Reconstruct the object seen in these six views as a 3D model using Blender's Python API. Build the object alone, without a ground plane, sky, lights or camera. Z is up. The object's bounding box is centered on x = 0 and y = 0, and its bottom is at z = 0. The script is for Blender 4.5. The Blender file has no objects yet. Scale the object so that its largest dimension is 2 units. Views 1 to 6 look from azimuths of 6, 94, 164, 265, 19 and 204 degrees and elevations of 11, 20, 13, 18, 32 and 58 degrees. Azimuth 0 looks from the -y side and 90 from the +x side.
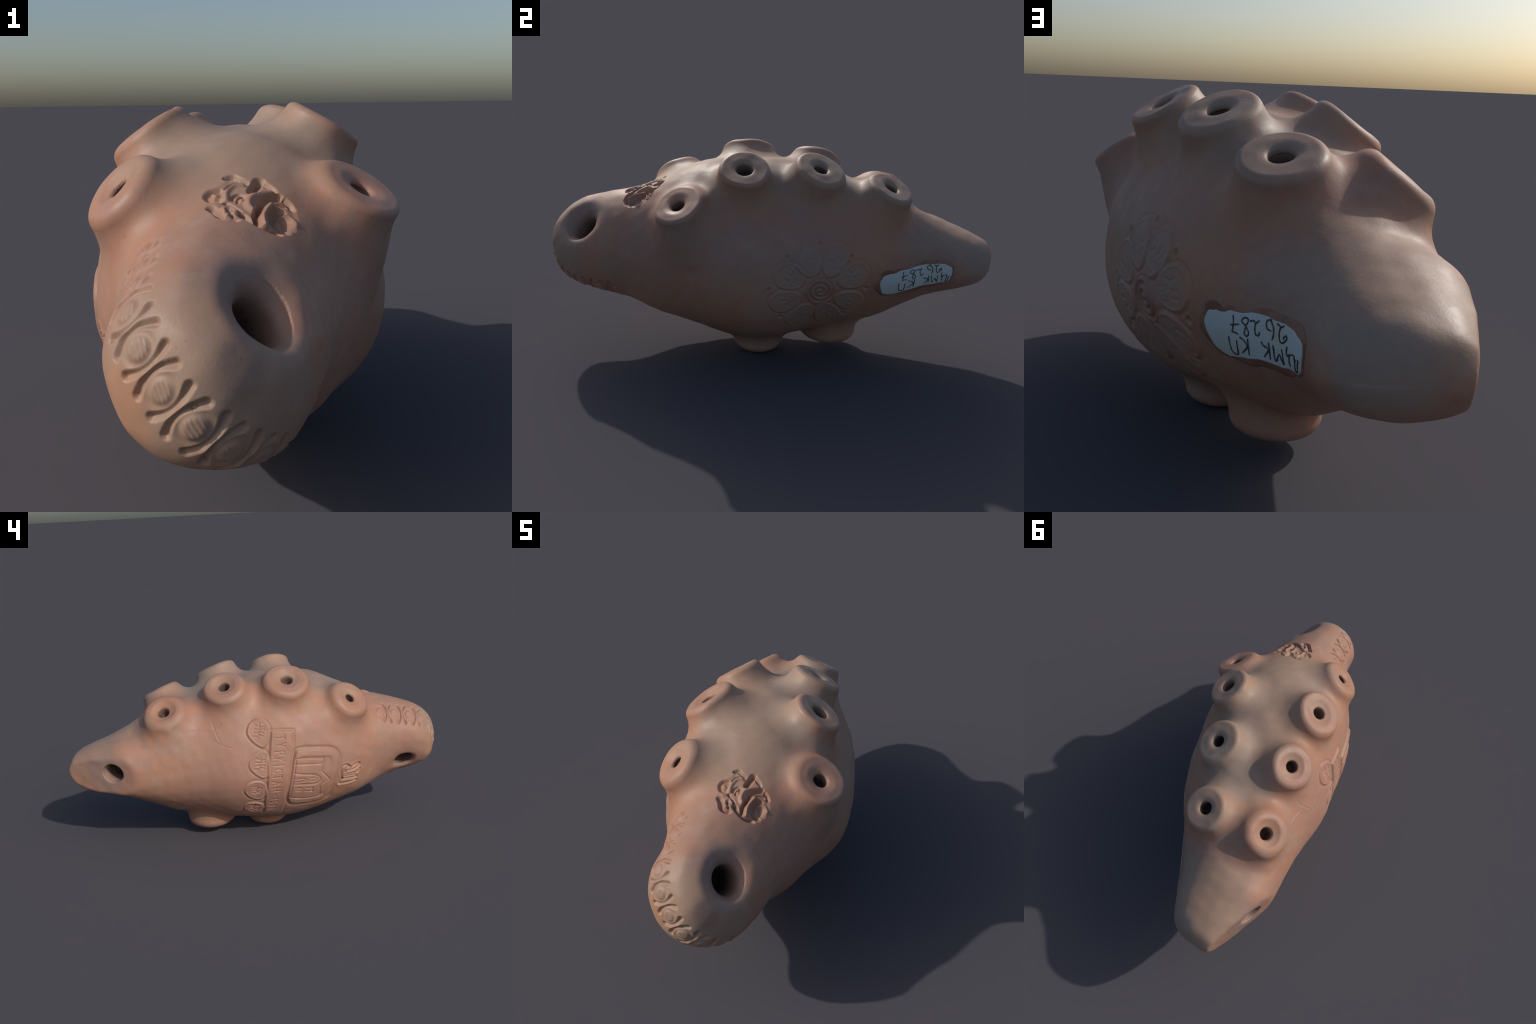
# A hand-modelled clay ocarina: one smooth clay skin described as a blend of
# simple solids (body loft, collars, feet, bores), then stamped with reliefs.
import numpy as np, math

# ------------------------------------------------------------------ body loft
# stations along the length (y) and the cross-section there: centre (x, z),
# half width, half height, sideways lean, underside flattening
ST_Y  = [-1.0,-.985,-.94,-.86,-.75,-.6,-.45,-.3,-.15,0,.15,.3,.45,.6,.7,.79,.87,.93,.97,.99,1.0]
ST_CX = [.017,.014,.002,.007,.020,.010,-.001,-.006,-.002,-.013,-.034,-.047,-.076,-.105,-.124,-.124,-.129,-.130,-.146,-.160,-.165]
ST_CZ = [.440,.442,.448,.461,.466,.470,.464,.442,.414,.410,.420,.434,.438,.426,.424,.423,.427,.431,.437,.440,.440]
ST_RX = [.010,.064,.136,.183,.200,.244,.310,.355,.381,.376,.367,.331,.286,.248,.228,.196,.169,.132,.089,.046,.006]
ST_RZ = [.012,.090,.150,.190,.221,.264,.328,.378,.400,.405,.370,.341,.308,.227,.179,.145,.120,.097,.070,.038,.006]
ST_SH = [-.03,-.047,-.10,-.140,-.115,-.01,.025,.018,.005,-.035,-.010,.010,.002,-.013,.0,.017,.022,.026,.028,.030,.03]
ST_DN = [.02,.025,.030,.030,.025,.040,.0,-.08,-.118,-.135,-.110,-.105,-.118,-.150,-.17,-.165,-.15,-.13,-.12,-.12,-.12]
ST_PL = [2.3,2.3,2.3,2.3,2.1,1.9,1.9,1.9,1.87,1.86,1.85,1.85,1.85,2.0,2.15,2.2,2.2,2.2,2.2,2.2,2.2]   # roundness of the lower half
ST_PU = [2,1.95,1.8,1.72,1.75,1.85,2,2,2,2,2,2,2,2.1,2.15,2.2,2.2,2.2,2.2,2.2,2.2]                                  # and of the upper half

def _lut(vals, n=4001):
    s = np.arcsin(np.array(ST_Y)); v = np.array(vals, float)
    m = np.gradient(v, s)
    S = np.linspace(-np.pi/2, np.pi/2, n)
    i = np.clip(np.searchsorted(s, S) - 1, 0, len(s) - 2)
    h = s[i+1] - s[i]; t = (S - s[i]) / h
    return ((2*t**3 - 3*t**2 + 1)*v[i] + (t**3 - 2*t**2 + t)*h*m[i]
            + (-2*t**3 + 3*t**2)*v[i+1] + (t**3 - t**2)*h*m[i+1])
LS = np.linspace(-np.pi/2, np.pi/2, 4001)
T_CX, T_CZ, T_RX, T_RZ, T_SH, T_DN, T_PL, T_PU = map(_lut, (ST_CX, ST_CZ, ST_RX, ST_RZ, ST_SH, ST_DN, ST_PL, ST_PU))
T_RX = np.maximum(T_RX, .004); T_RZ = np.maximum(T_RZ, .004)
_r = np.sqrt(T_RX*T_RZ)
T_SL = 1/np.sqrt(1 + np.clip(np.gradient(_r, np.sin(LS) + LS*1e-9), -6, 6)**2)

def body(p):
    y = p[:, 1]
    s = np.arcsin(np.clip(y, -1, 1)); f = (s + np.pi/2)*(4000/np.pi)
    i = np.clip(f.astype(np.int32), 0, 3999); w = f - i
    g = lambda T: T[i]*(1 - w) + T[i+1]*w
    z = p[:, 2] - g(T_CZ)
    x = p[:, 0] - g(T_CX) - g(T_SH)*z
    dn = g(T_DN); rx = g(T_RX); rz = g(T_RZ)
    rz = rz*(1 + dn*np.where(z < 0, 1, -1))
    pw = np.where(z < 0, g(T_PL), g(T_PU))
    k = ((np.abs(x/rx) + 1e-6)**pw + (np.abs(z/rz) + 1e-6)**pw)**(1/pw)
    d = (k - 1)*np.sqrt(rx*rz)*g(T_SL)
    return np.where(np.abs(y) > 1, np.maximum(d, 0) + np.abs(y) - 1, d)

# ------------------------------------------------------------------ helpers
def smin(a, b, k):
    h = np.maximum(k - np.abs(a - b), 0)/k
    return np.minimum(a, b) - h*h*k*.25
def smax(a, b, k): return -smin(-a, -b, k)
def unit(v): v = np.asarray(v, float); return v/np.linalg.norm(v)
def frame(n, up=(0, 0, 1)):
    n = unit(n); a = unit(np.cross(up, n)); return a, np.cross(n, a), n

def drum(p, c, n, r, depth, rr, taper=0.0, lean=None):
    """rounded cylinder hanging below the disc at c with outward axis n;
    lean slides its lower end sideways"""
    d = p - c; h = d@n
    if lean is not None: d = d + np.clip(h, -depth, 0)[:, None]*lean
    rho = np.sqrt(np.maximum((d*d).sum(1) - h*h, 0))
    q = rho - r - taper*(-h) + rr
    e = np.abs(h + depth/2) - depth/2 + rr
    return np.minimum(np.maximum(q, e), 0) + np.hypot(np.maximum(q, 0), np.maximum(e, 0)) - rr

def bore(p, c, n, r, depth, cone=0.0, squash=1.0, axis=None):
    """round-ended drill hole going in from c against n"""
    d = p - c; h = d@n
    v = d - h[:, None]*n
    if axis is not None:
        a = axis - (axis@n)*n; a = a/np.linalg.norm(a)
        s = v@a; v = v + (s/squash - s)[:, None]*a
    rho = np.sqrt((v*v).sum(1))
    t = np.clip(-h, -.2, depth - r)
    return np.hypot(rho, np.minimum(0, h + depth - r)) - r + cone*np.clip(-h, -.05, depth)

def downhill(n):
    v = np.array((0, 0, -1.)) + n*n[2]; return v

# ------------------------------------------------------------------ parts
# collars: rim centre, slope of the axis in x and y, rim radius, dish radius, hole radius
COLLARS = [
    ((-.235,-.472,.738), (-.92,-.56), .103, .050, .026),
    ((-.243,-.150,.858), (-.73,-.05), .115, .064, .030),
    ((-.241, .168,.843), (-.654,.195), .106, .061, .028),
    ((-.253, .481,.737), (-.759,.23), .103, .056, .030),
    (( .303,-.369,.724), ( .55,-.34), .104, .046, .030),
    (( .215,-.115,.869), ( .56,.10), .104, .046, .034),
    (( .116, .190,.862), ( .38,.369), .106, .044, .034),
    (( .038, .494,.782), ( .25,.46), .101, .043, .033)]
COLLARS = [(np.array(c) + .015*unit((sx, sy, 1)), unit((sx, sy, 1)), r, dr, hr) for c, (sx, sy), r, dr, hr in COLLARS]
FEET = [(np.array((.042,-.045,.003)), .106), (np.array((-.036,.272,.046)), .122)]

# mouth opening at the blunt end, side opening low on the other flank, tail opening
MOUTH = (np.array((.112,-.828,.545)), unit((.66,-.45,.58)))
SIDE  = (np.array((-.15,-.798,.335)), unit((-.90,-.05,-.40)))
TAIL  = (np.array((-.296,.758,.452)), unit((-.90,.40,-.08)))

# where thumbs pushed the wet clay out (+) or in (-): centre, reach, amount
PUSHES = [
    ((-.33,-.11,.69), .13, .022), ((.37,-.38,.60), .09, .026), 
    ((.13,.56,.71), .08, .012), ((-.21,-.58,.24), .12, .022), ((.27,.24,.22), .12, -.010), ((.20,.50,.28), .12, -.006), ((-.02,.50,.15), .13, .014),
    ((.07,.74,.37), .09, -.009), ((-.08,.40,.77), .10, -.016), ((-.05,.52,.71), .07, -.012), ((-.20,-.65,.57), .10, .005),
    ((.0,-.93,.27), .12, -.010), ((-.135,-.15,.85), .06, .018), ((-.15,.19,.84), .05, .012), ((.20,-.50,.25), .13, .014),
    ((-.24,.74,.54), .10, .012), ((-.02,.95,.42), .08, .010), ((-.20,.70,.30), .09, -.014), ((-.21,.62,.62), .10, -.020), ((-.30,-.30,.68), .09, .018), ((-.13,-.86,.30), .10, -.008)]
PUSHES = [(np.array(c), r, a) for c, r, a in PUSHES]

def solid(p):
    d = body(p)
    for c, r, a in PUSHES:
        d = d - a*np.exp(-((p - c)**2).sum(1)/(r*r))
    # slanted flat where the tail was cut to take its opening
    d = smax(d, (p - TAIL[0])@TAIL[1] - .005, .010)
    for c, r in FEET:
        d = smin(d, drum(p, c, np.array((0, 0, -1.)), r, .2, .038, .05), .055)
    for c, n, r, dr, hr in COLLARS:
        near = ((p - c)**2).sum(1) < .36**2
        q = p[near]
        if len(q):
            q = q + .0022*np.sin(q[:, [1, 2, 0]]*19 + c*40) + .0010*np.sin(q[:, [2, 0, 1]]*47 + c*90)
            d[near] = smin(d[near], drum(q, c, n, r, .20, .024 if n[0] < 0 else .017, .09, downhill(n)*.06), .090 if n[0] < 0 else .078)
    return d

def skin(p):
    d = solid(p)
    for i, (c, n, r, dr, hr) in enumerate(COLLARS):
        near = ((p - c)**2).sum(1) < .30**2
        q = p[near]
        if not len(q): continue
        e = d[near]
        dish = np.sqrt((((q - c - n*(dr*2.2))**2).sum(1))) - dr*2.417
        e = smax(e, -dish, .003 if i < 4 else .007)
        e = smax(e, -bore(q, c, n, hr, .085, .04), .007 if i < 4 else .010)
        d[near] = e
    for (c, n), r, dep, dish, sq, ax in ((MOUTH, .050, .20, .100, 1.15, (0, .3, 1)), (SIDE, .050, .15, .095, 1.15, (.1, -1, .35)), (TAIL, .049, .16, 0, 1.15, (.4, .9, 0))):
        near = ((p - c)**2).sum(1) < .40**2
        q = p[near]
        if not len(q): continue
        e = d[near]; ax = np.array(ax, float)
        slide = np.array((-.006,.006,.014)) if n[0] > 0 else np.array((0,.010,-.006))
        if dish:
            e = smax(e, -(np.sqrt(((q - c - n*(dish*.80) - slide)**2).sum(1)) - dish), .04)
        e = smax(e, -bore(q, c, n, r, dep, .08, sq, ax), .02 if dish else .007)
        d[near] = e
    return d

def gradient(f, p, e=1e-3):
    k = np.array([(1,-1,-1), (-1,-1,1), (-1,1,-1), (1,1,1)], float)
    g = sum(f(p + e*v)[:, None]*v for v in k)/(4*e)
    return g

def mesh_of(f, lo, hi, h):
    """naive surface nets over a sparsely filled grid"""
    lo = np.array(lo); n = np.ceil((np.array(hi) - lo)/h/8).astype(int)*8 + 1
    B = (n - 1)//8
    ix = np.stack(np.meshgrid(*[np.arange(b) for b in B], indexing='ij'), -1).reshape(-1, 3)
    fc = f(lo + (ix + .5)*8*h)
    F = np.repeat(np.repeat(np.repeat(np.where(fc > 0, 1., -1.).astype(np.float32).reshape(B), 8, 0), 8, 1), 8, 2)
    F = np.pad(F, ((0, 1),)*3, constant_values=1.)
    act = ix[np.abs(fc) < 8*h*1.6]
    o = np.stack(np.meshgrid(*[np.arange(9)]*3, indexing='ij'), -1).reshape(-1, 3)
    for part in np.array_split(act, max(1, len(act)//600)):
        g = (part[:, None]*8 + o[None]).reshape(-1, 3)
        F[g[:, 0], g[:, 1], g[:, 2]] = f(lo + g*h)
    S = F < 0
    m = np.zeros(tuple(n - 1), np.int8)
    for a in (0, 1):
        for b in (0, 1):
            for c in (0, 1):
                m += S[a:a+n[0]-1, b:b+n[1]-1, c:c+n[2]-1]
    cell = np.argwhere((m > 0) & (m < 8))
    idx = np.full(tuple(n - 1), -1, np.int64); idx[tuple(cell.T)] = np.arange(len(cell))
    acc = np.zeros((len(cell), 3)); cnt = np.zeros(len(cell))
    cor = [(a, b, c) for a in (0, 1) for b in (0, 1) for c in (0, 1)]
    val = {q: F[tuple((cell + q).T)].astype(float) for q in cor}
    for q in cor:
        for ax in range(3):
            if q[ax]: continue
            r = tuple(q[k] + (k == ax) for k in range(3))
            x = (val[q] < 0) != (val[r] < 0)
            t = val[q]/np.where(x, val[q] - val[r], 1)
            pt = np.array(q, float)[None] + np.eye(3)[ax][None]*t[:, None]
            acc += np.where(x[:, None], pt, 0); cnt += x
    V = lo + (cell + acc/cnt[:, None])*h
    quads = []
    for ax in range(3):
        sl0 = [slice(None)]*3; sl1 = [slice(None)]*3
        sl0[ax] = slice(0, -1); sl1[ax] = slice(1, None)
        x = np.argwhere(S[tuple(sl0)] != S[tuple(sl1)])
        u, w = (ax + 1) % 3, (ax + 2) % 3
        eu, ew = np.eye(3, dtype=int)[u], np.eye(3, dtype=int)[w]
        q = np.stack([idx[tuple(c.T)] for c in (x - eu - ew, x - ew, x, x - eu)], 1)
        out = S[tuple(x.T)]
        q[~out] = q[~out][:, ::-1]
        quads.append(q)
    return V, np.concatenate(quads)

def split(V, Q):
    """one midpoint subdivision of a quad mesh"""
    e = np.concatenate([Q[:, [0, 1]], Q[:, [1, 2]], Q[:, [2, 3]], Q[:, [3, 0]]])
    e.sort(1); key = e[:, 0]*len(V) + e[:, 1]
    uq, inv = np.unique(key, return_inverse=True)
    mid = (V[uq//len(V)] + V[uq % len(V)])/2
    n = len(Q); E = inv.reshape(4, n) + len(V)
    C = np.arange(n) + len(V) + len(uq)
    W = np.concatenate([V, mid, V[Q].mean(1)])
    N = np.concatenate([np.stack([Q[:, k], E[k], C, E[k-1]], 1) for k in range(4)])
    return W, N

def relax(V, Q, times, amount=.5):
    e = np.concatenate([Q[:, [0, 1]], Q[:, [1, 2]], Q[:, [2, 3]], Q[:, [3, 0]]])
    for _ in range(times):
        A = np.stack([np.bincount(e[:, 0], V[e[:, 1], k], len(V)) + np.bincount(e[:, 1], V[e[:, 0], k], len(V)) for k in range(3)], 1)
        c = np.bincount(e.ravel(), minlength=len(V))
        V = V + amount*(A/c[:, None] - V)
    return V

def settle(f, V, times=2):
    for _ in range(times):
        out = np.empty_like(V)
        for s in np.array_split(np.arange(len(V)), max(1, len(V)//150000)):
            p = V[s]; g = gradient(f, p); d = f(p)
            st = d/np.maximum((g*g).sum(1), .15)
            out[s] = p - np.clip(st, -.01, .01)[:, None]*g
        V = out
    return V

def vertex_normals(V, Q):
    fn = np.cross(V[Q[:, 2]] - V[Q[:, 0]], V[Q[:, 3]] - V[Q[:, 1]])
    N = np.stack([sum(np.bincount(Q[:, j], fn[:, k], len(V)) for j in range(4)) for k in range(3)], 1)
    return N/np.maximum(np.linalg.norm(N, axis=1), 1e-12)[:, None]
# ------------------------------------------------------------------ stamped reliefs
def curve(pts, per=6, closed=False):
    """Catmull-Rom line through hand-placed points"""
    P = np.array(pts, float)
    if len(P) < 3 and not closed: return P
    Z = np.concatenate([P[-1:], P, P[:2]]) if closed else np.concatenate([2*P[:1] - P[1:2], P, 2*P[-1:] - P[-2:-1]])
    out = []
    for i in range(len(Z) - 3):
        a, b, c, d = Z[i:i+4]
        t = np.linspace(0, 1, per, endpoint=False)[:, None]
        out.append(.5*(2*b + (c - a)*t + (2*a - 5*b + 4*c - d)*t*t + (3*b - a - 3*c + d)*t**3))
    if not closed: out.append(P[-1:])
    return np.concatenate(out)

def line_distance(q, line, closed=False):
    L = np.asarray(line, float)
    if closed: L = np.concatenate([L, L[:1]])
    best = np.full(len(q), 1e9)
    for a, b in zip(L[:-1], L[1:]):
        ab = b - a; t = np.clip(((q - a)@ab)/max(ab@ab, 1e-12), 0, 1)
        best = np.minimum(best, ((q - a - t[:, None]*ab)**2).sum(1))
    return np.sqrt(best)

def signed(q, poly):
    """distance to a closed outline, negative inside"""
    P = np.asarray(poly, float); inside = np.zeros(len(q), bool)
    for a, b in zip(P, np.roll(P, -1, 0)):
        c = (a[1] > q[:, 1]) != (b[1] > q[:, 1])
        den = b[1] - a[1] if abs(b[1] - a[1]) > 1e-12 else 1e-12
        inside ^= c & (q[:, 0] < (b[0] - a[0])*(q[:, 1] - a[1])/den + a[0])
    return line_distance(q, P, True)*np.where(inside, -1, 1)

def soft(x): x = np.clip(x, 0, 1); return x*x*(3 - 2*x)
def groove(q, line, w): return soft(1 - line_distance(q, line)/w)
def plateau(sd, edge=.006): return soft(.5 - sd/edge)
def ridge(sd, w): return soft(1 - np.abs(sd)/w)

def ellipse(c, a, b, rot=0., egg=0., n=40):
    t = np.linspace(0, 2*np.pi, n, endpoint=False)
    x, y = a*np.cos(t), b*np.sin(t)*(1 + egg*np.cos(t))
    return np.stack([c[0] + x*math.cos(rot) - y*math.sin(rot), c[1] + x*math.sin(rot) + y*math.cos(rot)], 1)

# strokes of block letters in a unit box (x along the reading direction, y up)
GLYPH = {
    "T": [[(.1, 1), (.9, 1)], [(.5, 1), (.5, 0)]],
    "Y": [[(.1, 1), (.5, .5), (.9, 1)], [(.5, .5), (.5, 0)]],
    "P": [[(.2, 0), (.2, 1), (.7, .97), (.8, .75), (.7, .5), (.2, .48)]],
    "K": [[(.2, 0), (.2, 1)], [(.8, 1), (.25, .5), (.85, 0)]],
    "I": [[(.5, 0), (.5, 1)]],
    "C": [[(.85, .85), (.5, 1), (.2, .7), (.2, .3), (.5, 0), (.85, .15)]],
    "A": [[(.1, 0), (.5, 1), (.9, 0)], [(.28, .4), (.72, .4)]],
    "H": [[(.15, 0), (.15, 1)], [(.85, 0), (.85, 1)], [(.15, .5), (.85, .5)]],
    "-": [[(.25, .5), (.75, .5)]],
    "1": [[(.3, .75), (.55, 1), (.55, 0)]],
    "5": [[(.8, 1), (.25, 1), (.22, .55), (.6, .6), (.8, .35), (.6, .02), (.2, .1)]],
    "0": [[(.5, 1), (.2, .75), (.2, .25), (.5, 0), (.8, .25), (.8, .75), (.5, 1)]]}

# a little goat-and-rays sign used inside the round seals
SIGN = [[(-.5, -.35), (-.35, .1), (-.1, -.05), (.05, .2), (.3, .0), (.5, .25)],
        [(-.1, -.05), (-.15, -.45)], [(.3, .0), (.35, -.4)],
        [(-.45, .35), (-.4, .65)], [(-.25, .35), (-.2, .68)], [(-.05, .38), (0, .7)], [(.15, .4), (.2, .7)]]
MAN = [[(.0, .75), (-.05, .3), (.1, 0), (-.1, -.3), (.15, -.6)],
       [(-.5, .5), (-.1, .42)], [(-.55, .3), (-.1, .2)], [(-.5, -.05), (0, .0)], [(-.5, -.3), (-.05, -.25)],
       [(.1, .5), (.5, .55)], [(.1, .22), (.5, .2)], [(.1, -.08), (.5, -.1)], [(.1, -.4), (.5, -.42)]]

def seal(q, outline, sign, rise, size, turn, cut=.0028, wide=.0068):
    """a raised oval with a beaded edge and a sign pressed into it"""
    o = np.array(outline); c = o.mean(0)
    sd = signed(q, o)
    h = rise*plateau(sd, .012) + .0016*ridge(sd + .006, .007) - .0018*ridge(sd - .006, .010)
    R = np.array([(math.cos(turn), -math.sin(turn)), (math.sin(turn), math.cos(turn))])
    for s in sign:
        h = h - cut*groove(q, curve(c + (np.array(s)*size)@R.T, 4), wide)*(sd < 0)
    return h

# --- sunny flank, drawn in (y, z)
W_SEALS = [[(.011,.691),(-.025,.675),(-.04,.642),(-.035,.595),(-.008,.553),(.033,.571),(.068,.612),(.071,.644),(.05,.678)],
           [(-.003,.536),(.04,.516),(.068,.495),(.074,.463),(.053,.428),(.011,.397),(-.02,.403),(-.03,.45),(-.026,.51)],
           [(.103,.328),(.086,.368),(.047,.383),(.004,.37),(-.012,.33),(-.008,.288),(.028,.266),(.076,.289)],
           [(.107,.212),(.085,.247),(.04,.245),(.003,.223),(.005,.178),(.055,.170),(.09,.185)]]
BANNER = [(-.048,.630),(-.158,.622),(-.152,.52),(-.132,.395),(-.112,.25),(-.095,.152),(-.002,.168),(-.005,.262),(-.022,.404),(-.036,.526)]
WORD = list(zip("TYPKICTAH-1500", [(-.091,.594),(-.093,.558),(-.085,.518),(-.080,.484),(-.075,.455),(-.070,.428),(-.066,.394),
        (-.062,.360),(-.060,.324),(-.057,.292),(-.052,.262),(-.048,.240),(-.045,.217),(-.041,.194)]))
FRAME = [(-.165,.505),(-.19,.524),(-.27,.520),(-.349,.508),(-.382,.484),(-.392,.445),(-.382,.373),(-.361,.295),(-.339,.225),(-.27,.212),(-.2,.212),(-.135,.228),(-.126,.301),(-.140,.39)]
SHRINE = [(-.17,.478),(-.245,.474),(-.31,.465),(-.305,.43),(-.298,.395),(-.338,.348),(-.291,.320),(-.290,.25),(-.215,.249),(-.136,.266),(-.150,.36)]
PORTAL = [(-.160,.405),(-.21,.395),(-.255,.388),(-.283,.372),(-.29,.352),(-.275,.338),(-.24,.336),(-.15,.345)]
DOORS = [[(-.155,.372),(-.20,.374),(-.212,.366),(-.20,.358),(-.15,.357)], [(-.242,.372),(-.268,.369),(-.274,.362),(-.262,.355),(-.242,.355)],
         [(-.165,.32),(-.19,.318)], [(-.163,.305),(-.188,.303)], [(-.215,.318),(-.25,.312)], [(-.213,.298),(-.248,.292)], [(-.25,.312),(-.248,.292)],
         [(-.16,.452),(-.305,.442)]]
TAMGA = [[(-.400,.298),(-.416,.322),(-.410,.355),(-.410,.385),(-.420,.402),(-.444,.405),(-.461,.391)],
         [(-.452,.393),(-.436,.386),(-.434,.372),(-.442,.361),(-.470,.384),(-.497,.397),(-.520,.395),(-.507,.376),(-.46,.366)],
         [(-.52,.362),(-.505,.345),(-.47,.347),(-.438,.348),(-.436,.338),(-.47,.334),(-.501,.330)],
         [(-.416,.325),(-.455,.322),(-.488,.318),(-.502,.320)],
         [(-.404,.297),(-.440,.293),(-.470,.293),(-.499,.299)]]

def seals_relief(q):
    h = np.zeros(len(q))
    for k, o in enumerate(W_SEALS):
        h += seal(q, curve(o, 5, True), MAN, .0030, (.045, .055) if k < 2 else (.045, .038), .15)
    return h

def banner_relief(q):
    sd = signed(q, BANNER)
    h = .0055*plateau(sd, .016) - .0030*ridge(sd - .007, .012) + .0008*ridge(sd + .007, .008)
    for k, (ch, c) in enumerate(WORD):
        hy, wz = (.046, .026) if k < 10 else (.038, .017)
        for s in GLYPH[ch]:
            p = np.array([(c[0] - (b - .5)*hy, c[1] - (a - .5)*wz) for a, b in s])
            h -= .0024*groove(q, p, .0062)*(sd < 0)
    return h

def emblem_relief(q):
    sd = signed(q, curve(FRAME, 5, True)); sb = signed(q, SHRINE)
    h = .0065*plateau(sd, .018) - .0055*ridge(sd - .009, .016)
    h += -.004*plateau(sd + .036, .014)*(1 - plateau(sb, .010)) - .0038*ridge(sb - .003, .008) + .001*plateau(sb)
    h -= .0032*groove(q, curve(PORTAL, 4), .0095)
    for s in DOORS: h -= .0026*groove(q, curve(s, 3), .008)
    return h

def tamga_relief(q):
    h = np.zeros(len(q))
    for s in TAMGA:
        d = line_distance(q, curve(s, 5)); h += -.0058*soft(1 - d/.0085) + .0016*soft(1 - np.abs(d - .012)/.008)
    return np.maximum(h, -.009)

# --- shaded flank: eight egg-shaped seals round a spiral, drawn in (y, z)
PETALS = [((.173,.532),.069,.054),((.279,.529),.069,.051),((.358,.460),.066,.056),((.347,.345),.066,.050),
          ((.261,.272),.070,.054),((.151,.277),.072,.052),((.089,.360),.068,.051),((.101,.467),.066,.056)]
SPIRAL_C = (.228, .402)
STUDS = [(.216,.602),(.349,.545),(.416,.400),(.333,.262),(.065,.283),(.018,.414),(.085,.550)]

def rosette_relief(q):
    h = np.zeros(len(q))
    for k, (c, a, b) in enumerate(PETALS):
        ang = math.atan2(c[1] - SPIRAL_C[1], c[0] - SPIRAL_C[0])
        h += seal(q, ellipse(c, a, b, ang, .18), SIGN, .0018, (.058, .052), ang + math.pi/2, .0015, .0080)
    d = q - np.array(SPIRAL_C); r = np.hypot(d[:, 0], d[:, 1]*.98); th = np.arctan2(d[:, 1], d[:, 0])
    ph = r/.021 - th/(2*np.pi)
    h += .0030*np.cos(2*np.pi*ph)*soft((.066 - r)/.008) + .001*soft((.07 - r)/.01)
    for c in STUDS:
        s = np.hypot(*(q - np.array(c)).T); h += -.007*soft(1 - s/.012) + .0012*soft(1 - np.abs(s - .016)/.008)
    return h

# --- rose pressed deep into the top, drawn in millimetres on its own tangent plane
ROSE_C, ROSE_N = np.array((.072,-.568,.726)), unit((.273,-.425,.863))
ROSE_U = unit(np.cross((0, 1, 0), ROSE_N)); ROSE_V = np.cross(ROSE_N, ROSE_U)
ROSE_BED = [(-98,8),(-92,28),(-72,60),(-70,84),(-40,80),(-12,78),(2,92),(30,80),(52,58),(82,42),(102,6),(104,-18),(86,-52),(72,-76),(34,-82),(0,-66),(-14,-90),(-44,-90),(-64,-70),(-76,-46),(-60,-26),(-86,-12)]
ROSE_CUTS = [  # line, width, depth
    ([(62,6),(56,-18),(64,-40),(80,-50)], 18, 15), ([(76,-10),(84,-28)], 22, 14), ([(23,16),(22,-11),(21,-38),(30,-66)], 12, 15),
    ([(-2,86),(-6,67),(-7,46)], 15, 17), ([(50,50),(30,33),(20,12)], 13, 13), ([(-8,-54),(10,-68),(33,-77),(54,-79),(74,-72)], 11, 13),
    ([(-77,-46),(-60,-64),(-48,-82),(-33,-88),(-18,-86)], 12, 13), ([(-76,78),(-63,86),(-47,77),(-30,70)], 9, 9),
    ([(-80,30),(-94,24),(-98,6),(-86,-11),(-72,-10)], 11, 9), ([(-42,0),(-43,12),(-35,24),(-20,21)], 6, 5), ([(-28,-8),(-30,5),(-22,11)], 5, 5),
    ([(40,24),(57,31),(71,34)], 8, 9), ([(64,50),(76,44),(86,34)], 9, 9), ([(-52,-18),(-34,-29),(-16,-42)], 7, 8), ([(10,84),(28,74),(38,64)], 8, 8),
    ([(-40,-52),(-32,-60),(-24,-72)], 6, 6), ([(-66,40),(-58,58),(-40,70)], 7, 6)]
ROSE_SWELLS = [
    ([(40,14),(31,-23),(35,-52),(42,-66)], 11, 9), ([(36,60),(8,41),(-6,20),(-6,-3),(2,-20),(14,-28)], 12, 8), ([(-55,-4),(-61,19),(-60,38),(-52,55),(-34,62)], 9, 6),
    ([(70,2),(90,2),(102,-8),(95,-28)], 9, 5), ([(-46,-58),(-50,-44),(-40,-35),(-24,-41)], 9, 6), ([(-38,-72),(-32,-62),(-20,-54)], 7, 5), ([(-30,8),(-22,2)], 9, 4),
    ([(-90,10),(-80,4)], 9, 5), ([(82,-30),(74,-20)], 8, 4), ([(-50,74),(-40,66)], 7, 4)]

def rose_relief(q):
    """q in mm; the bed is sunk, cuts go deeper, petals stand up out of it"""
    h = -3.5*soft(.5 - signed(q, curve(ROSE_BED, 4, True))/14)
    cut = np.zeros(len(q)); up = np.zeros(len(q))
    for l, w, d in ROSE_CUTS: cut = np.maximum(cut, 1.15*d*groove(q, curve(l, 4), w*1.15))
    for l, w, d in ROSE_SWELLS: up = np.maximum(up, d*groove(q, curve(l, 4), w*1.25))
    h = h - cut + up
    return np.maximum(h, -24)*.001

# --- running border of discs and hourglasses round the blunt end
BORDER = curve([(-.150,-.620,.636),(-.145,-.657,.631),(-.134,-.744,.615),(-.129,-.824,.600),(-.112,-.908,.567),(-.077,-.966,.515),(-.038,-.989,.460),
                (.012,-.997,.410),(.065,-.975,.357),(.112,-.925,.315),(.142,-.850,.292),(.164,-.770,.283),(.175,-.690,.280),(.174,-.61,.272)], 12)

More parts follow.
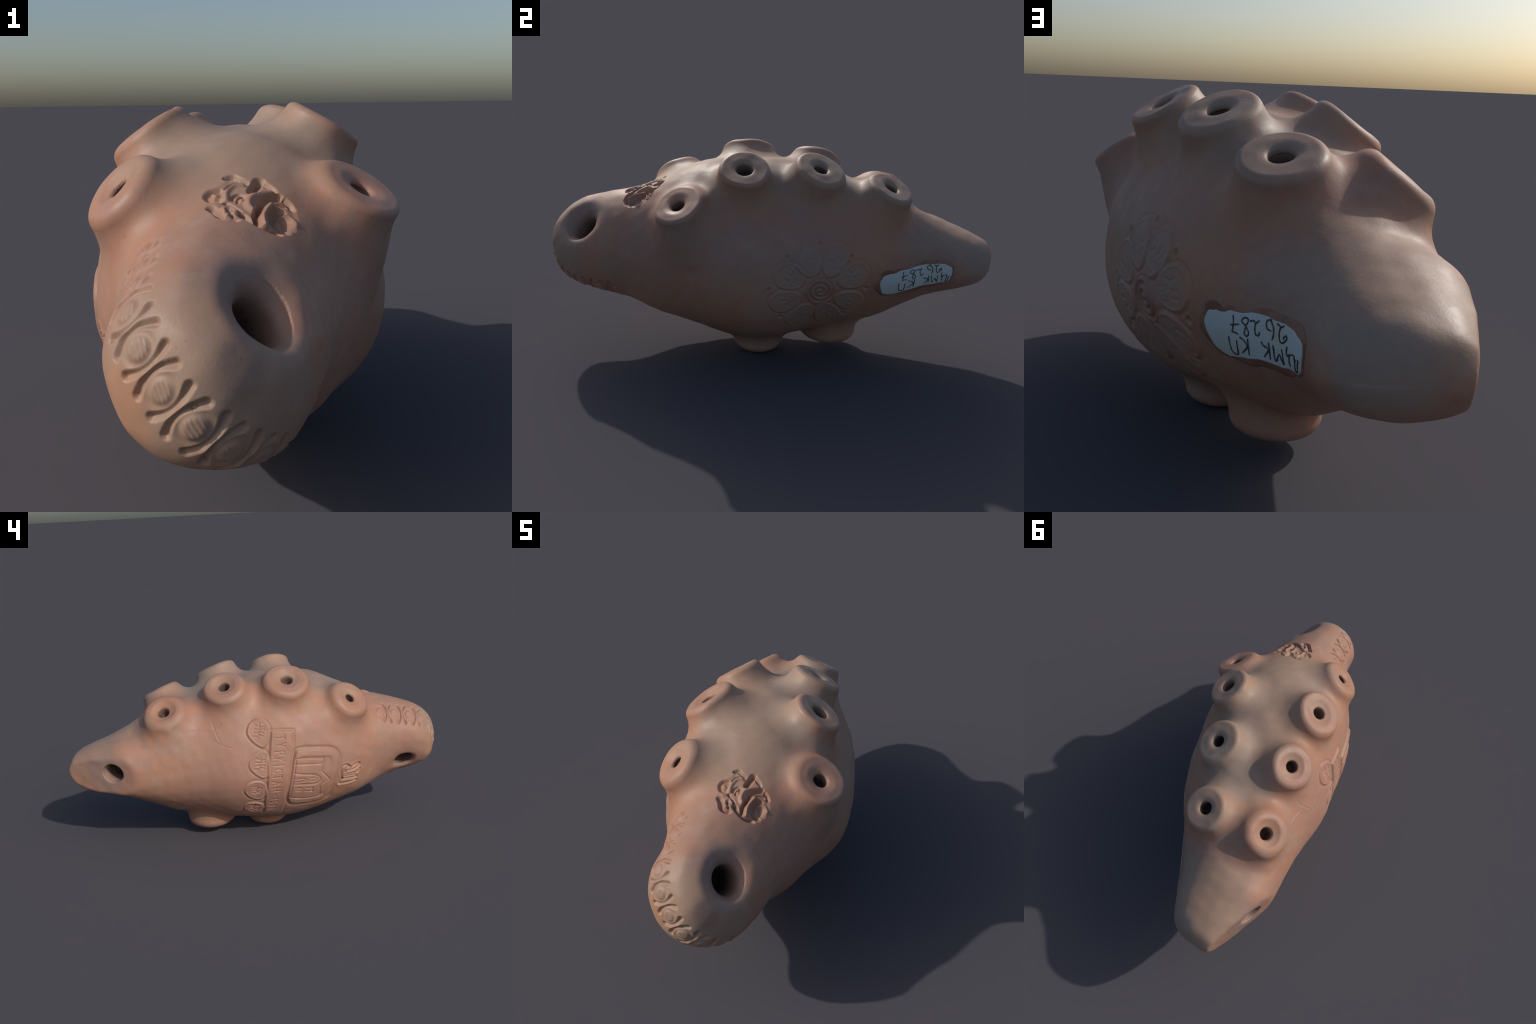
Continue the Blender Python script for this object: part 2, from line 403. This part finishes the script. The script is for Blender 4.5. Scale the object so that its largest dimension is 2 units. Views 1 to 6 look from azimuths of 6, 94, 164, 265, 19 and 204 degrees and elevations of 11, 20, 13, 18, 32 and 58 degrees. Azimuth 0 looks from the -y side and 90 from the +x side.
def border_units(f):
    d = np.r_[0, np.cumsum(np.linalg.norm(np.diff(BORDER, axis=0), axis=1))]
    out, s = [], .037
    while s < d[-1] - .02:
        P = np.array([[np.interp(x, d, BORDER[:, k]) for k in range(3)] for x in (s, s + .004)])
        P = settle(f, P, 4)
        n = unit(gradient(f, P[:1])[0]); t = P[1] - P[0]; t = unit(t - n*(t@n))
        out.append((P[0], t, np.cross(n, t), n)); s += .0835
    return out

def border_relief(q, last):
    """one disc at the origin and the hourglass that follows it"""
    r = np.hypot(q[:, 0]*1.06, q[:, 1]*.92)
    h = -.0028*soft(1 - np.abs(r - .028)/.012) + .0016*soft((.026 - r)/.014)
    h += .0006*np.cos(2*np.pi*(q[:, 1]*.96 + q[:, 0]*.28)/.0095)*soft((.022 - r)/.006)
    if not last:
        for sgn in (-1, 1):
            x0 = .0418 + sgn*.0062
            l = curve([(x0 + sgn*.013, -.050), (x0 + sgn*.004, -.025), (x0, 0), (x0 + sgn*.004, .025), (x0 + sgn*.013, .050)], 4)
            d = line_distance(q, l); far = np.clip(np.abs(q[:, 1]) - .015, 0, .03)
            h -= (.0058 + .13*far)*soft(1 - d/(.0085 + .14*far))
        h += .0020*soft(1 - np.abs(q[:, 0] - .0418)/.006)*soft((.04 - np.abs(q[:, 1]))/.02)
    return h

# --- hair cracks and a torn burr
CRACKS = [[(.244,.690),(.238,.668),(.233,.649),(.222,.622),(.207,.592)], [(.236,.652),(.218,.662),(.197,.676)], [(.347,.650),(.30,.648),(.253,.641),(.238,.650)], [(.24,.60),(.20,.575),(.15,.56)]]
# ------------------------------------------------------------------ build the skin
def wobble(p):
    """slow unevenness left by the hands"""
    r = np.random.RandomState(7); h = np.zeros(len(p))
    for k in range(14):
        w = r.normal(size=3); w *= r.uniform(9, 30)/np.linalg.norm(w)
        h += np.sin(p@w + r.uniform(0, 6.28))*.0016*9/np.linalg.norm(w)
    for k in range(10):
        w = r.normal(size=3); w *= r.uniform(50, 120)/np.linalg.norm(w)
        h += np.sin(p@w + r.uniform(0, 6.28))*.00018
    return h

V, Q = mesh_of(skin, (-.46,-1.03,-.03), (.50,1.03,1.02), .006)
V = settle(skin, relax(V, Q, 2), 2)
V, Q = split(V, Q)
V = settle(skin, V, 2)
UNITS = border_units(solid)

def areas(p):
    """which stamp a point belongs to (0 = none)"""
    a = np.zeros(len(p), np.int8); y, z = p[:, 1], p[:, 2]; yz = p[:, 1:]
    out = solid(p) > -.010
    w = (p[:, 0] < -.10) & (y > -.56) & (y < .13) & (z > .13) & (z < .72) & out
    i = np.where(w)[0]
    if len(i):
        q = yz[i]; lab = np.zeros(len(i), np.int8)
        for o in W_SEALS: lab[signed(q, o) < .018] = 1
        lab[signed(q, curve(FRAME, 4, True)) < .026] = 3
        lab[np.min([line_distance(q, s) for s in TAMGA], 0) < .024] = 4
        lab[signed(q, BANNER) < .016] = 2
        a[i] = lab
    e = (p[:, 0] > .05) & (np.hypot(y - .22, z - .405) < .232) & (z > .16) & out
    for c, r in FEET: e &= np.hypot(p[:, 0] - c[0], y - c[1]) > r + .02
    a[e] = 5
    d = p - ROSE_C; u, v, n = d@ROSE_U, d@ROSE_V, d@ROSE_N
    s = (np.abs(n) < .08) & (np.hypot(u, v) < .14) & out
    i = np.where(s)[0]
    if len(i): a[i[signed(np.stack([u[i], v[i]], 1)*1000, ROSE_BED) < 18]] = 6
    b = np.zeros(len(p), bool)
    for c, t, bi, n in UNITS:
        d = p - c; b |= (np.abs(d@n) < .03) & (np.abs(d@t - .02) < .068) & (np.abs(d@bi) < .072)
    a[b & out] = 7
    return a

def refine(V, Q, chosen):
    """split only the chosen quads; neighbours keep matching edges as n-gons"""
    n = len(V); sub = Q[chosen]
    e = np.stack([Q, np.roll(Q, -1, 1)], -1); e.sort(-1)
    key = e[..., 0]*n + e[..., 1]
    cut = np.unique(key[chosen]); pos = np.searchsorted(cut, key); pos[pos == len(cut)] = 0
    has = cut[pos] == key
    mid = (V[cut//n] + V[cut % n])/2
    E = pos + n; C = np.arange(len(sub)) + n + len(cut)
    W = np.concatenate([V, mid, V[sub].mean(1)])
    Es = E[chosen]
    fine = np.concatenate([np.stack([sub[:, k], Es[:, k], C, Es[:, k-1]], 1) for k in range(4)])
    rest = ~chosen; plain = rest & ~has.any(1); mixed = np.where(rest & has.any(1))[0]
    ngons = []
    for f in mixed:
        g = []
        for k in range(4):
            g.append(int(Q[f, k]))
            if has[f, k]: g.append(int(E[f, k]))
        ngons.append(g)
    return W, np.concatenate([Q[plain], fine]), ngons

va = areas(V)
W0 = len(V)
V, Q, NG = refine(V, Q, (va[Q] > 0).all(1))
V[W0:] = settle(skin, V[W0:], 1)
va = areas(V)

fans = np.array([(g[0], g[k], g[k+1], g[k+1]) for g in NG for k in range(1, len(g) - 1)], np.int64).reshape(-1, 4)
ALL = np.concatenate([Q, fans])
NRM = vertex_normals(V, ALL)

H = wobble(V)*(solid(V) > -.02)
for k, fn in ((1, seals_relief), (2, banner_relief), (3, emblem_relief), (4, tamga_relief)):
    # neighbouring stamps overlap softly: evaluate each a little past its own area
    i = np.where((V[:, 0] < -.10) & (va > 0) & (va < 5))[0]
    H[i] += fn(V[i][:, 1:])
i = np.where(va == 5)[0]; H[i] += .95*rosette_relief(V[i][:, 1:])
i = np.where(va == 6)[0]; d = V[i] - ROSE_C; H[i] += rose_relief(np.stack([d@ROSE_U, d@ROSE_V], 1)*1000)
for k, (c, t, bi, n) in enumerate(UNITS):
    d = V - c
    i = np.where((np.abs(d@n) < .035) & (np.abs(d@t - .02) < .068) & (np.abs(d@bi) < .075) & (va == 7))[0]
    H[i] += border_relief(np.stack([d[i]@t, d[i]@bi], 1), k == len(UNITS) - 1)*soft((.036 - np.abs(d[i]@n))/.012)*soft((.070 - np.abs(d[i]@bi))/.01)
i = np.where((V[:, 0] < -.2) & (V[:, 1] > .1) & (V[:, 1] < .4) & (V[:, 2] > .52) & (V[:, 2] < .72) & (va == 0))[0]
for c in CRACKS: H[i] -= .0016*groove(V[i][:, 1:], c, .005)
V = V + H[:, None]*NRM
NRM = vertex_normals(V, ALL)

# ------------------------------------------------------------------ name the regions
def centres(F): return V[F].mean(1)
FC = np.concatenate([centres(Q), np.array([V[g].mean(0) for g in NG]).reshape(-1, 3)])
FA = np.concatenate([va[Q].max(1)*(va[Q] > 0).all(1), np.zeros(len(NG), np.int8)])
part = np.zeros(len(FC), int)                        # 0 body
sol, bod = solid(FC), body(FC)
for k, (c, n, r, dr, hr) in enumerate(COLLARS):
    near = ((FC - c)**2).sum(1) < .25**2
    i = np.where(near)[0]
    dd = drum(FC[i], c, n, r, .20, .024, .09, downhill(n)*.06)
    part[i[(dd < bod[i] - .012) & (dd < .03)]] = 10 + k
for k, (c, r) in enumerate(FEET):
    i = np.where(np.hypot(FC[:, 0] - c[0], FC[:, 1] - c[1]) < r + .05)[0]
    dd = drum(FC[i], c, np.array((0, 0, -1.)), r, .2, .038, .05)
    part[i[dd < bod[i] - .004]] = 20 + k
part = np.where((FA > 0) & (part == 0), FA, part)
deep = sol < -.025
HOLES = [(c, n) for c, n, r, dr, hr in COLLARS] + [MOUTH, SIDE, TAIL]
dist = np.stack([np.linalg.norm(FC - (c - n*.06), axis=1) for c, n in HOLES], 1)
part = np.where(deep & (dist.min(1) < .3) & (FA != 6), 30 + dist.argmin(1), part)

# ------------------------------------------------------------------ Blender
import bpy
class Nodes:
    """small helper for writing shader trees as expressions"""
    def __init__(self, name):
        self.m = bpy.data.materials.new(name); self.m.use_nodes = True
        self.t = self.m.node_tree; self.b = self.t.nodes["Principled BSDF"]
        self.co = self.t.nodes.new("ShaderNodeTexCoord").outputs["Object"]
    def put(self, sock, v):
        if isinstance(v, bpy.types.NodeSocket): self.t.links.new(v, sock)
        else: sock.default_value = v
    def noise(self, scale, detail=4, rough=.55, off=(0, 0, 0), stretch=(1, 1, 1), dist=0.):
        mp = self.t.nodes.new("ShaderNodeMapping"); self.put(mp.inputs["Vector"], self.co)
        mp.inputs["Location"].default_value = off; mp.inputs["Scale"].default_value = stretch
        n = self.t.nodes.new("ShaderNodeTexNoise")
        self.put(n.inputs["Vector"], mp.outputs[0]); n.inputs["Scale"].default_value = scale
        n.inputs["Detail"].default_value = detail; n.inputs["Roughness"].default_value = rough; n.inputs["Distortion"].default_value = dist
        return n.outputs["Fac"]
    def math(self, op, a, b=0., c=0.):
        n = self.t.nodes.new("ShaderNodeMath"); n.operation = op
        for s, v in zip(n.inputs, (a, b, c)): self.put(s, v)
        return n.outputs[0]
    def ramp(self, x, lo, hi, a=0., b=1.):
        n = self.t.nodes.new("ShaderNodeMapRange"); n.interpolation_type = "SMOOTHSTEP"; n.clamp = True
        self.put(n.inputs["Value"], x)
        n.inputs["From Min"].default_value = lo; n.inputs["From Max"].default_value = hi
        n.inputs["To Min"].default_value = a; n.inputs["To Max"].default_value = b
        return n.outputs[0]
    def mix(self, f, a, b, mode="MIX"):
        n = self.t.nodes.new("ShaderNodeMix"); n.data_type = "RGBA"; n.blend_type = mode
        self.put(n.inputs[0], f)
        for s, v in ((n.inputs[6], a), (n.inputs[7], b)): self.put(s, v if isinstance(v, bpy.types.NodeSocket) else (*v, 1))
        return n.outputs[2]
    def blob(self, c, s, rough, edge=.55, jitter=1.3):
        """soft patch round c with half-sizes s, its border broken up by noise"""
        sub = self.t.nodes.new("ShaderNodeVectorMath"); sub.operation = "SUBTRACT"; self.put(sub.inputs[0], self.co); sub.inputs[1].default_value = c
        div = self.t.nodes.new("ShaderNodeVectorMath"); div.operation = "DIVIDE"; self.put(div.inputs[0], sub.outputs[0]); div.inputs[1].default_value = s
        ln = self.t.nodes.new("ShaderNodeVectorMath"); ln.operation = "LENGTH"; self.put(ln.inputs[0], div.outputs[0])
        d = self.math("ADD", ln.outputs["Value"], self.math("MULTIPLY", self.math("SUBTRACT", rough, .5), jitter))
        return self.ramp(d, edge, max(1.25, edge + .12) if jitter > 1 else edge + .14, 1., 0.)
    def bump(self, h, strength, dist):
        n = self.t.nodes.new("ShaderNodeBump"); n.inputs["Strength"].default_value = strength; n.inputs["Distance"].default_value = dist
        self.put(n.inputs["Height"], h); self.put(self.b.inputs["Normal"], n.outputs[0])

PINK, ORANGE, TAN, GREY, MAUVE = (.378,.193,.142), (.41,.198,.122), (.345,.232,.165), (.275,.222,.182), (.30,.200,.170)

def clay(name):
    N = Nodes(name)
    big, mid = N.noise(2.6, 5, .55), N.noise(7.5, 5, .6, (3, 1, 7))
    fine, streak = N.noise(38, 6, .62, (5, 5, 1)), N.noise(16, 5, .6, (1, 8, 2), (1, .35, 1.6), .4)
    col = N.mix(N.ramp(big, .40, .62), PINK, ORANGE)
    col = N.mix(N.ramp(mid, .48, .70, 0, .55), col, TAN)
    col = N.mix(N.ramp(streak, .50, .70, 0, .45), col, MAUVE)
    col = N.mix(N.ramp(N.noise(22, 5, .65, (9, 4, 3)), .54, .72, 0, .40), col, GREY)
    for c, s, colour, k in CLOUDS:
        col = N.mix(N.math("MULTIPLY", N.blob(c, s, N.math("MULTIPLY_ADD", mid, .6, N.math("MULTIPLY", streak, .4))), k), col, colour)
    # dust on the faces of the rosette seals, bare brown clay in the spiral
    for (y, z), a, b in PETALS:
        col = N.mix(N.math("MULTIPLY", N.blob((.38, y, z), (.30, .5*(a + b), .5*(a + b)), streak, .86, .5), .42), col, (.30, .235, .20))
    col = N.mix(N.math("MULTIPLY", N.blob((.38, *SPIRAL_C), (.30, .062, .062), streak, .9, .5), .45), col, (.26, .125, .09))
    # warm halo rubbed into the clay round the paper label
    halo = N.blob((.09, .638, .425), (.25, .225, .110), mid, .72)
    col = N.mix(N.math("MULTIPLY", halo, .40), col, (.235, .105, .068))
    col = N.mix(N.ramp(fine, .30, .70, 0, .22), col, (.41, .275, .21), "MIX")
    col = N.mix(N.ramp(N.noise(5.5, 6, .68, (7, 2, 5), (1, 1, 1), .6), .55, .72, 0, .5), col, (.41, .285, .215))
    specks = N.noise(120, 2, .5, (2, 2, 2))
    col = N.mix(N.ramp(specks, .70, .78, 0, .45), col, (.14, .08, .06))
    N.put(N.b.inputs["Base Color"], col)
    N.put(N.b.inputs["Roughness"], N.ramp(mid, .3, .7, .47, .62))
    N.b.inputs["Specular IOR Level"].default_value = .42
    N.bump(N.math("ADD", N.math("MULTIPLY", fine, .7), N.math("MULTIPLY", N.noise(150, 3, .6), .25)), .30, .004)
    return N.m

# soft tan, grey, mauve and pink patches on the clay: centre, half sizes, colour, strength
CLOUDS = [
    ((-.02, -.35, .80), (.24, .26, .14), TAN, .8), ((-.10, -.30, .80), (.12, .16, .10), GREY, .4), ((.02, -.70, .66), (.16, .14, .12), (.34,.20,.15), .5),
    ((.02, .05, .84), (.26, .52, .16), TAN, .75), ((.05, .10, .80), (.13, .36, .12), GREY, .55),
    ((.17, -.20, .80), (.10, .10, .08), GREY, .55), ((-.10, .30, .80), (.12, .10, .10), GREY, .5),
    ((-.05, -.98, .50), (.16, .14, .22), TAN, .8), ((.14, -.93, .42), (.14, .14, .18), GREY, .6),
    ((.10, -.83, .60), (.12, .09, .09), (.24, .19, .18), .55), ((.09, -.967, .50), (.045, .05, .06), (.22, .14, .12), .5),
    ((-.10, .80, .55), (.22, .30, .16), TAN, .8), ((-.02, .93, .46), (.12, .10, .10), GREY, .7), ((.06, .72, .54), (.10, .24, .10), GREY, .5),
    ((-.30, .68, .57), (.05, .09, .035), (.43,.20,.12), .55), ((-.29, .80, .45), (.06, .14, .12), MAUVE, .85),
    ((-.13, -.98, .38), (.07, .08, .14), (.50,.23,.12), .6),
    ((.36, -.05, .55), (.14, .26, .14), GREY, .30), ((.36, .25, .52), (.16, .20, .16), MAUVE, .3), ((.30, -.55, .45), (.14, .20, .20), MAUVE, .35),
    ((.40, -.36, .62), (.12, .12, .10), GREY, .4), ((.10, .22, .86), (.12, .12, .06), GREY, .35), ((.04, .52, .78), (.12, .12, .07), GREY, .5),
    ((.22, -.10, .87), (.12, .12, .06), GREY, .35), ((-.24, -.02, .68), (.08, .10, .08), (.42,.31,.22), .7),
    ((-.36, -.10, .45), (.20, .50, .28), PINK, .5)]
CLOUDS += [(tuple(c - n*k), (r,)*3, (.050, .044, .042), .9) for (c, n), k, r in  # hole shadow painted into the clay colour: near-black blobs inside every bore
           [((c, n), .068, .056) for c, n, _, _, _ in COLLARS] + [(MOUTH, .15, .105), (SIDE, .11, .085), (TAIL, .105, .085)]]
CLAY = clay("fired_clay")

def paper():
    N = Nodes("label_paper"); n = N.noise(9, 4); f = N.noise(60, 4)
    col = N.mix(N.ramp(n, .42, .66), (.53, .59, .59), (.52, .54, .46))
    N.put(N.b.inputs["Base Color"], N.mix(N.ramp(f, .45, .75, 0, .25), col, (.58, .64, .65)))
    N.b.inputs["Roughness"].default_value = .6; return N.m
def ink():
    N = Nodes("dark_ink"); N.put(N.b.inputs["Base Color"], N.mix(N.noise(40, 3), (.030, .035, .036), (.06, .065, .065)))
    N.b.inputs["Roughness"].default_value = .5; return N.m
def stain():
    N = Nodes("glue_stain"); n = N.noise(14, 5, .6)
    N.put(N.b.inputs["Base Color"], N.mix(N.ramp(n, .38, .62), (.215, .088, .055), (.30, .145, .10)))
    N.b.inputs["Roughness"].default_value = .48; return N.m
PAPER, INK, STAIN = paper(), ink(), stain()
# ------------------------------------------------------------------ objects
scene = bpy.context.collection
root = bpy.data.objects.new("ocarina", None); scene.objects.link(root)
root["label"] = "terracotta clay ocarina with eight collared finger holes, stamped reliefs"
root["category"] = "ocarina"

def link(name, me, parent):
    ob = bpy.data.objects.new(name, me); scene.objects.link(ob); ob.parent = parent; return ob

SIZE = np.concatenate([np.full(len(Q), 4), np.array([len(g) for g in NG], int)])
FLAT = np.concatenate([Q.ravel(), np.array([v for g in NG for v in g], np.int64)])
START = np.r_[0, np.cumsum(SIZE)[:-1]]

def region(name, code, parent, mat):
    f = np.where(part == code)[0]
    if not len(f): return None
    size = SIZE[f]; first = START[f]
    loops = FLAT[np.repeat(first - np.r_[0, np.cumsum(size)[:-1]], size) + np.arange(size.sum())]
    used, idx = np.unique(loops, return_inverse=True)
    me = bpy.data.meshes.new(name)
    me.vertices.add(len(used)); me.vertices.foreach_set("co", V[used].astype(np.float32).ravel())
    me.loops.add(len(idx)); me.loops.foreach_set("vertex_index", idx.astype(np.int32))
    me.polygons.add(len(f)); me.polygons.foreach_set("loop_start", np.r_[0, np.cumsum(size)[:-1]].astype(np.int32))
    me.update(calc_edges=True); me.validate()
    me.polygons.foreach_set("use_smooth", np.ones(len(f), bool))
    me.normals_split_custom_set_from_vertices(NRM[used].astype(np.float32))
    me.materials.append(mat)
    return link(name, me, parent)

body_ob = region("body", 0, root, CLAY)
for k in range(8):
    col = region("finger_hole_collar", 10 + k, root, CLAY)
    region("finger_hole_bore", 30 + k, col, CLAY)
for k in range(2): region("foot", 20 + k, root, CLAY)
region("mouth_opening", 38, root, CLAY); region("side_opening", 39, root, CLAY); region("tail_opening", 40, root, CLAY)
for code, name in ((1, "stamped_seals"), (2, "stamped_banner"), (3, "stamped_shrine_emblem"), (4, "stamped_clan_sign"), (5, "stamped_rosette"), (6, "stamped_rose"), (7, "stamped_border")):
    region(name, code, root, CLAY)

# ------------------------------------------------------------------ paper label with handwriting
def drape(yz, lift):
    """points on the shaded flank above (y, z), lifted off the clay"""
    yz = np.asarray(yz, float); x = np.full(len(yz), .36)
    for _ in range(60): x -= np.clip(solid(np.stack([x, yz[:, 0], yz[:, 1]], 1)), -.05, .05)*.7
    P = np.stack([x, yz[:, 0], yz[:, 1]], 1); G = gradient(solid, P); G /= np.linalg.norm(G, axis=1)[:, None]
    return P + (np.asarray(lift).reshape(-1, 1) + wobble(P)[:, None])*G, G

LABEL = [(.488,.442),(.511,.452),(.533,.452),(.557,.463),(.585,.465),(.627,.477),(.680,.482),(.729,.481),(.765,.474),(.786,.462),(.792,.442),(.786,.408),
         (.770,.393),(.748,.392),(.713,.388),(.663,.383),(.597,.369),(.560,.358),(.530,.352),(.505,.354),(.487,.367),(.479,.388),(.477,.415)]
edge = curve(LABEL, 9, True); k = np.arange(len(edge))
edge += .0010*np.stack([np.sin(k*.31) + .5*np.sin(k*.62 + 1), np.sin(k*.37 + 2) + .5*np.sin(k*.74)], 1)
mid = np.array((.635, .420))

def patch(name, edge, mat, thick, parent, rings=22):
    """a thin sheet glued onto the shaded flank"""
    pts = [mid[None]] + [mid + (edge - mid)*(k/rings) for k in range(1, rings + 1)] + [edge + (edge - mid)*.002]
    lift = np.concatenate([[thick], np.full(len(edge)*rings, thick), np.full(len(edge), -.003)])
    P, _ = drape(np.concatenate(pts), lift)
    n = len(edge); faces = [(0, 1 + k, 1 + (k + 1) % n) for k in range(n)]
    for r in range(rings):
        a = 1 + r*n
        faces += [(a + k, a + n + k, a + n + (k + 1) % n, a + (k + 1) % n) for k in range(n)]
    me = bpy.data.meshes.new(name); me.from_pydata(P.tolist(), [], faces); me.update()
    me.polygons.foreach_set("use_smooth", [True]*len(me.polygons)); me.materials.append(mat)
    return link(name, me, parent)

label = patch("paper_label", edge, PAPER, .0026, root)
out = np.roll(edge, -3, 0) - np.roll(edge, 3, 0); out = np.stack([out[:, 1], -out[:, 0]], 1)
out *= np.sign(((edge - mid)*out).sum(1))[:, None]/np.linalg.norm(out, axis=1)[:, None]
patch("glue_stain", edge + out*(.012 + .007*np.sin(k*.10 + 1) + .003*np.sin(k*.27))[:, None], STAIN, .0011, root)

# handwriting in millimetres of (y, z): an inventory mark written upside down
HAND = [
    [[(573,457),(576,439),(572,419)],[(572,420),(583,421),(593,420)],[(566,433),(595,443)]],
    [[(618,446),(604,450),(604,457),(612,462),(622,461),(622,454),(618,446),(627,437),(628,431),(622,425),(614,428),(616,437),(618,446)]],
    [[(628,459),(638,463),(647,461),(656,469)],[(647,462),(646,452),(649,439),(655,436),(660,440),(660,446)]],
    [[(691,480),(680,476),(678,468),(683,459),(695,458)],[(689,478),(700,466),(702,452),(698,440)]],
    [[(708,477),(722,474),(729,479)],[(720,475),(718,459),(722,445),(730,444),(742,454),(741,461),(732,456),(736,452)]],
    [[(559,406),(559,382),(563,371),(581,373),(586,405)]],
    [[(625,421),(625,403),(622,383)],[(597,415),(612,412),(621,402),(598,380)]],
    [[(688,432),(689,416),(688,396)],[(666,427),(671,420),(686,416),(670,395)]],
    [[(701,431),(703,398),(717,416),(726,398),(728,431)]],
    [[(745,442),(745,425),(768,430),(764,398)],[(750,427),(748,412),(749,402)],[(779,426),(772,400),(762,397)]]]
for strokes in HAND:
    vs, fs = [], []
    for s in strokes:
        L = curve(np.array(s)*.001, 7) if len(s) > 2 else np.array([np.array(s[0]) + (np.array(s[1]) - np.array(s[0]))*t for t in np.linspace(0, 1, 8)])*.001
        T = np.gradient(L, axis=0); T /= np.maximum(np.linalg.norm(T, axis=1), 1e-9)[:, None]
        S = np.stack([-T[:, 1], T[:, 0]], 1); w = .0023*(1 + .2*np.sin(np.arange(len(L))*.9))
        w[0] *= .6; w[-1] *= .6
        base = len(vs)
        for off, li in ((-1, .0020), (-.55, .0040), (.55, .0040), (1, .0020)):
            D, _ = drape(L + S*(w*off)[:, None], np.full(len(L), li)); vs += D.tolist()
        m = len(L)
        for c in range(3): fs += [(base + c*m + k, base + c*m + k + 1, base + (c + 1)*m + k + 1, base + (c + 1)*m + k) for k in range(m - 1)]
    me = bpy.data.meshes.new("handwritten_letter"); me.from_pydata(vs, [], fs); me.update()
    me.polygons.foreach_set("use_smooth", [True]*len(me.polygons)); me.materials.append(INK)
    link("handwritten_letter", me, label)
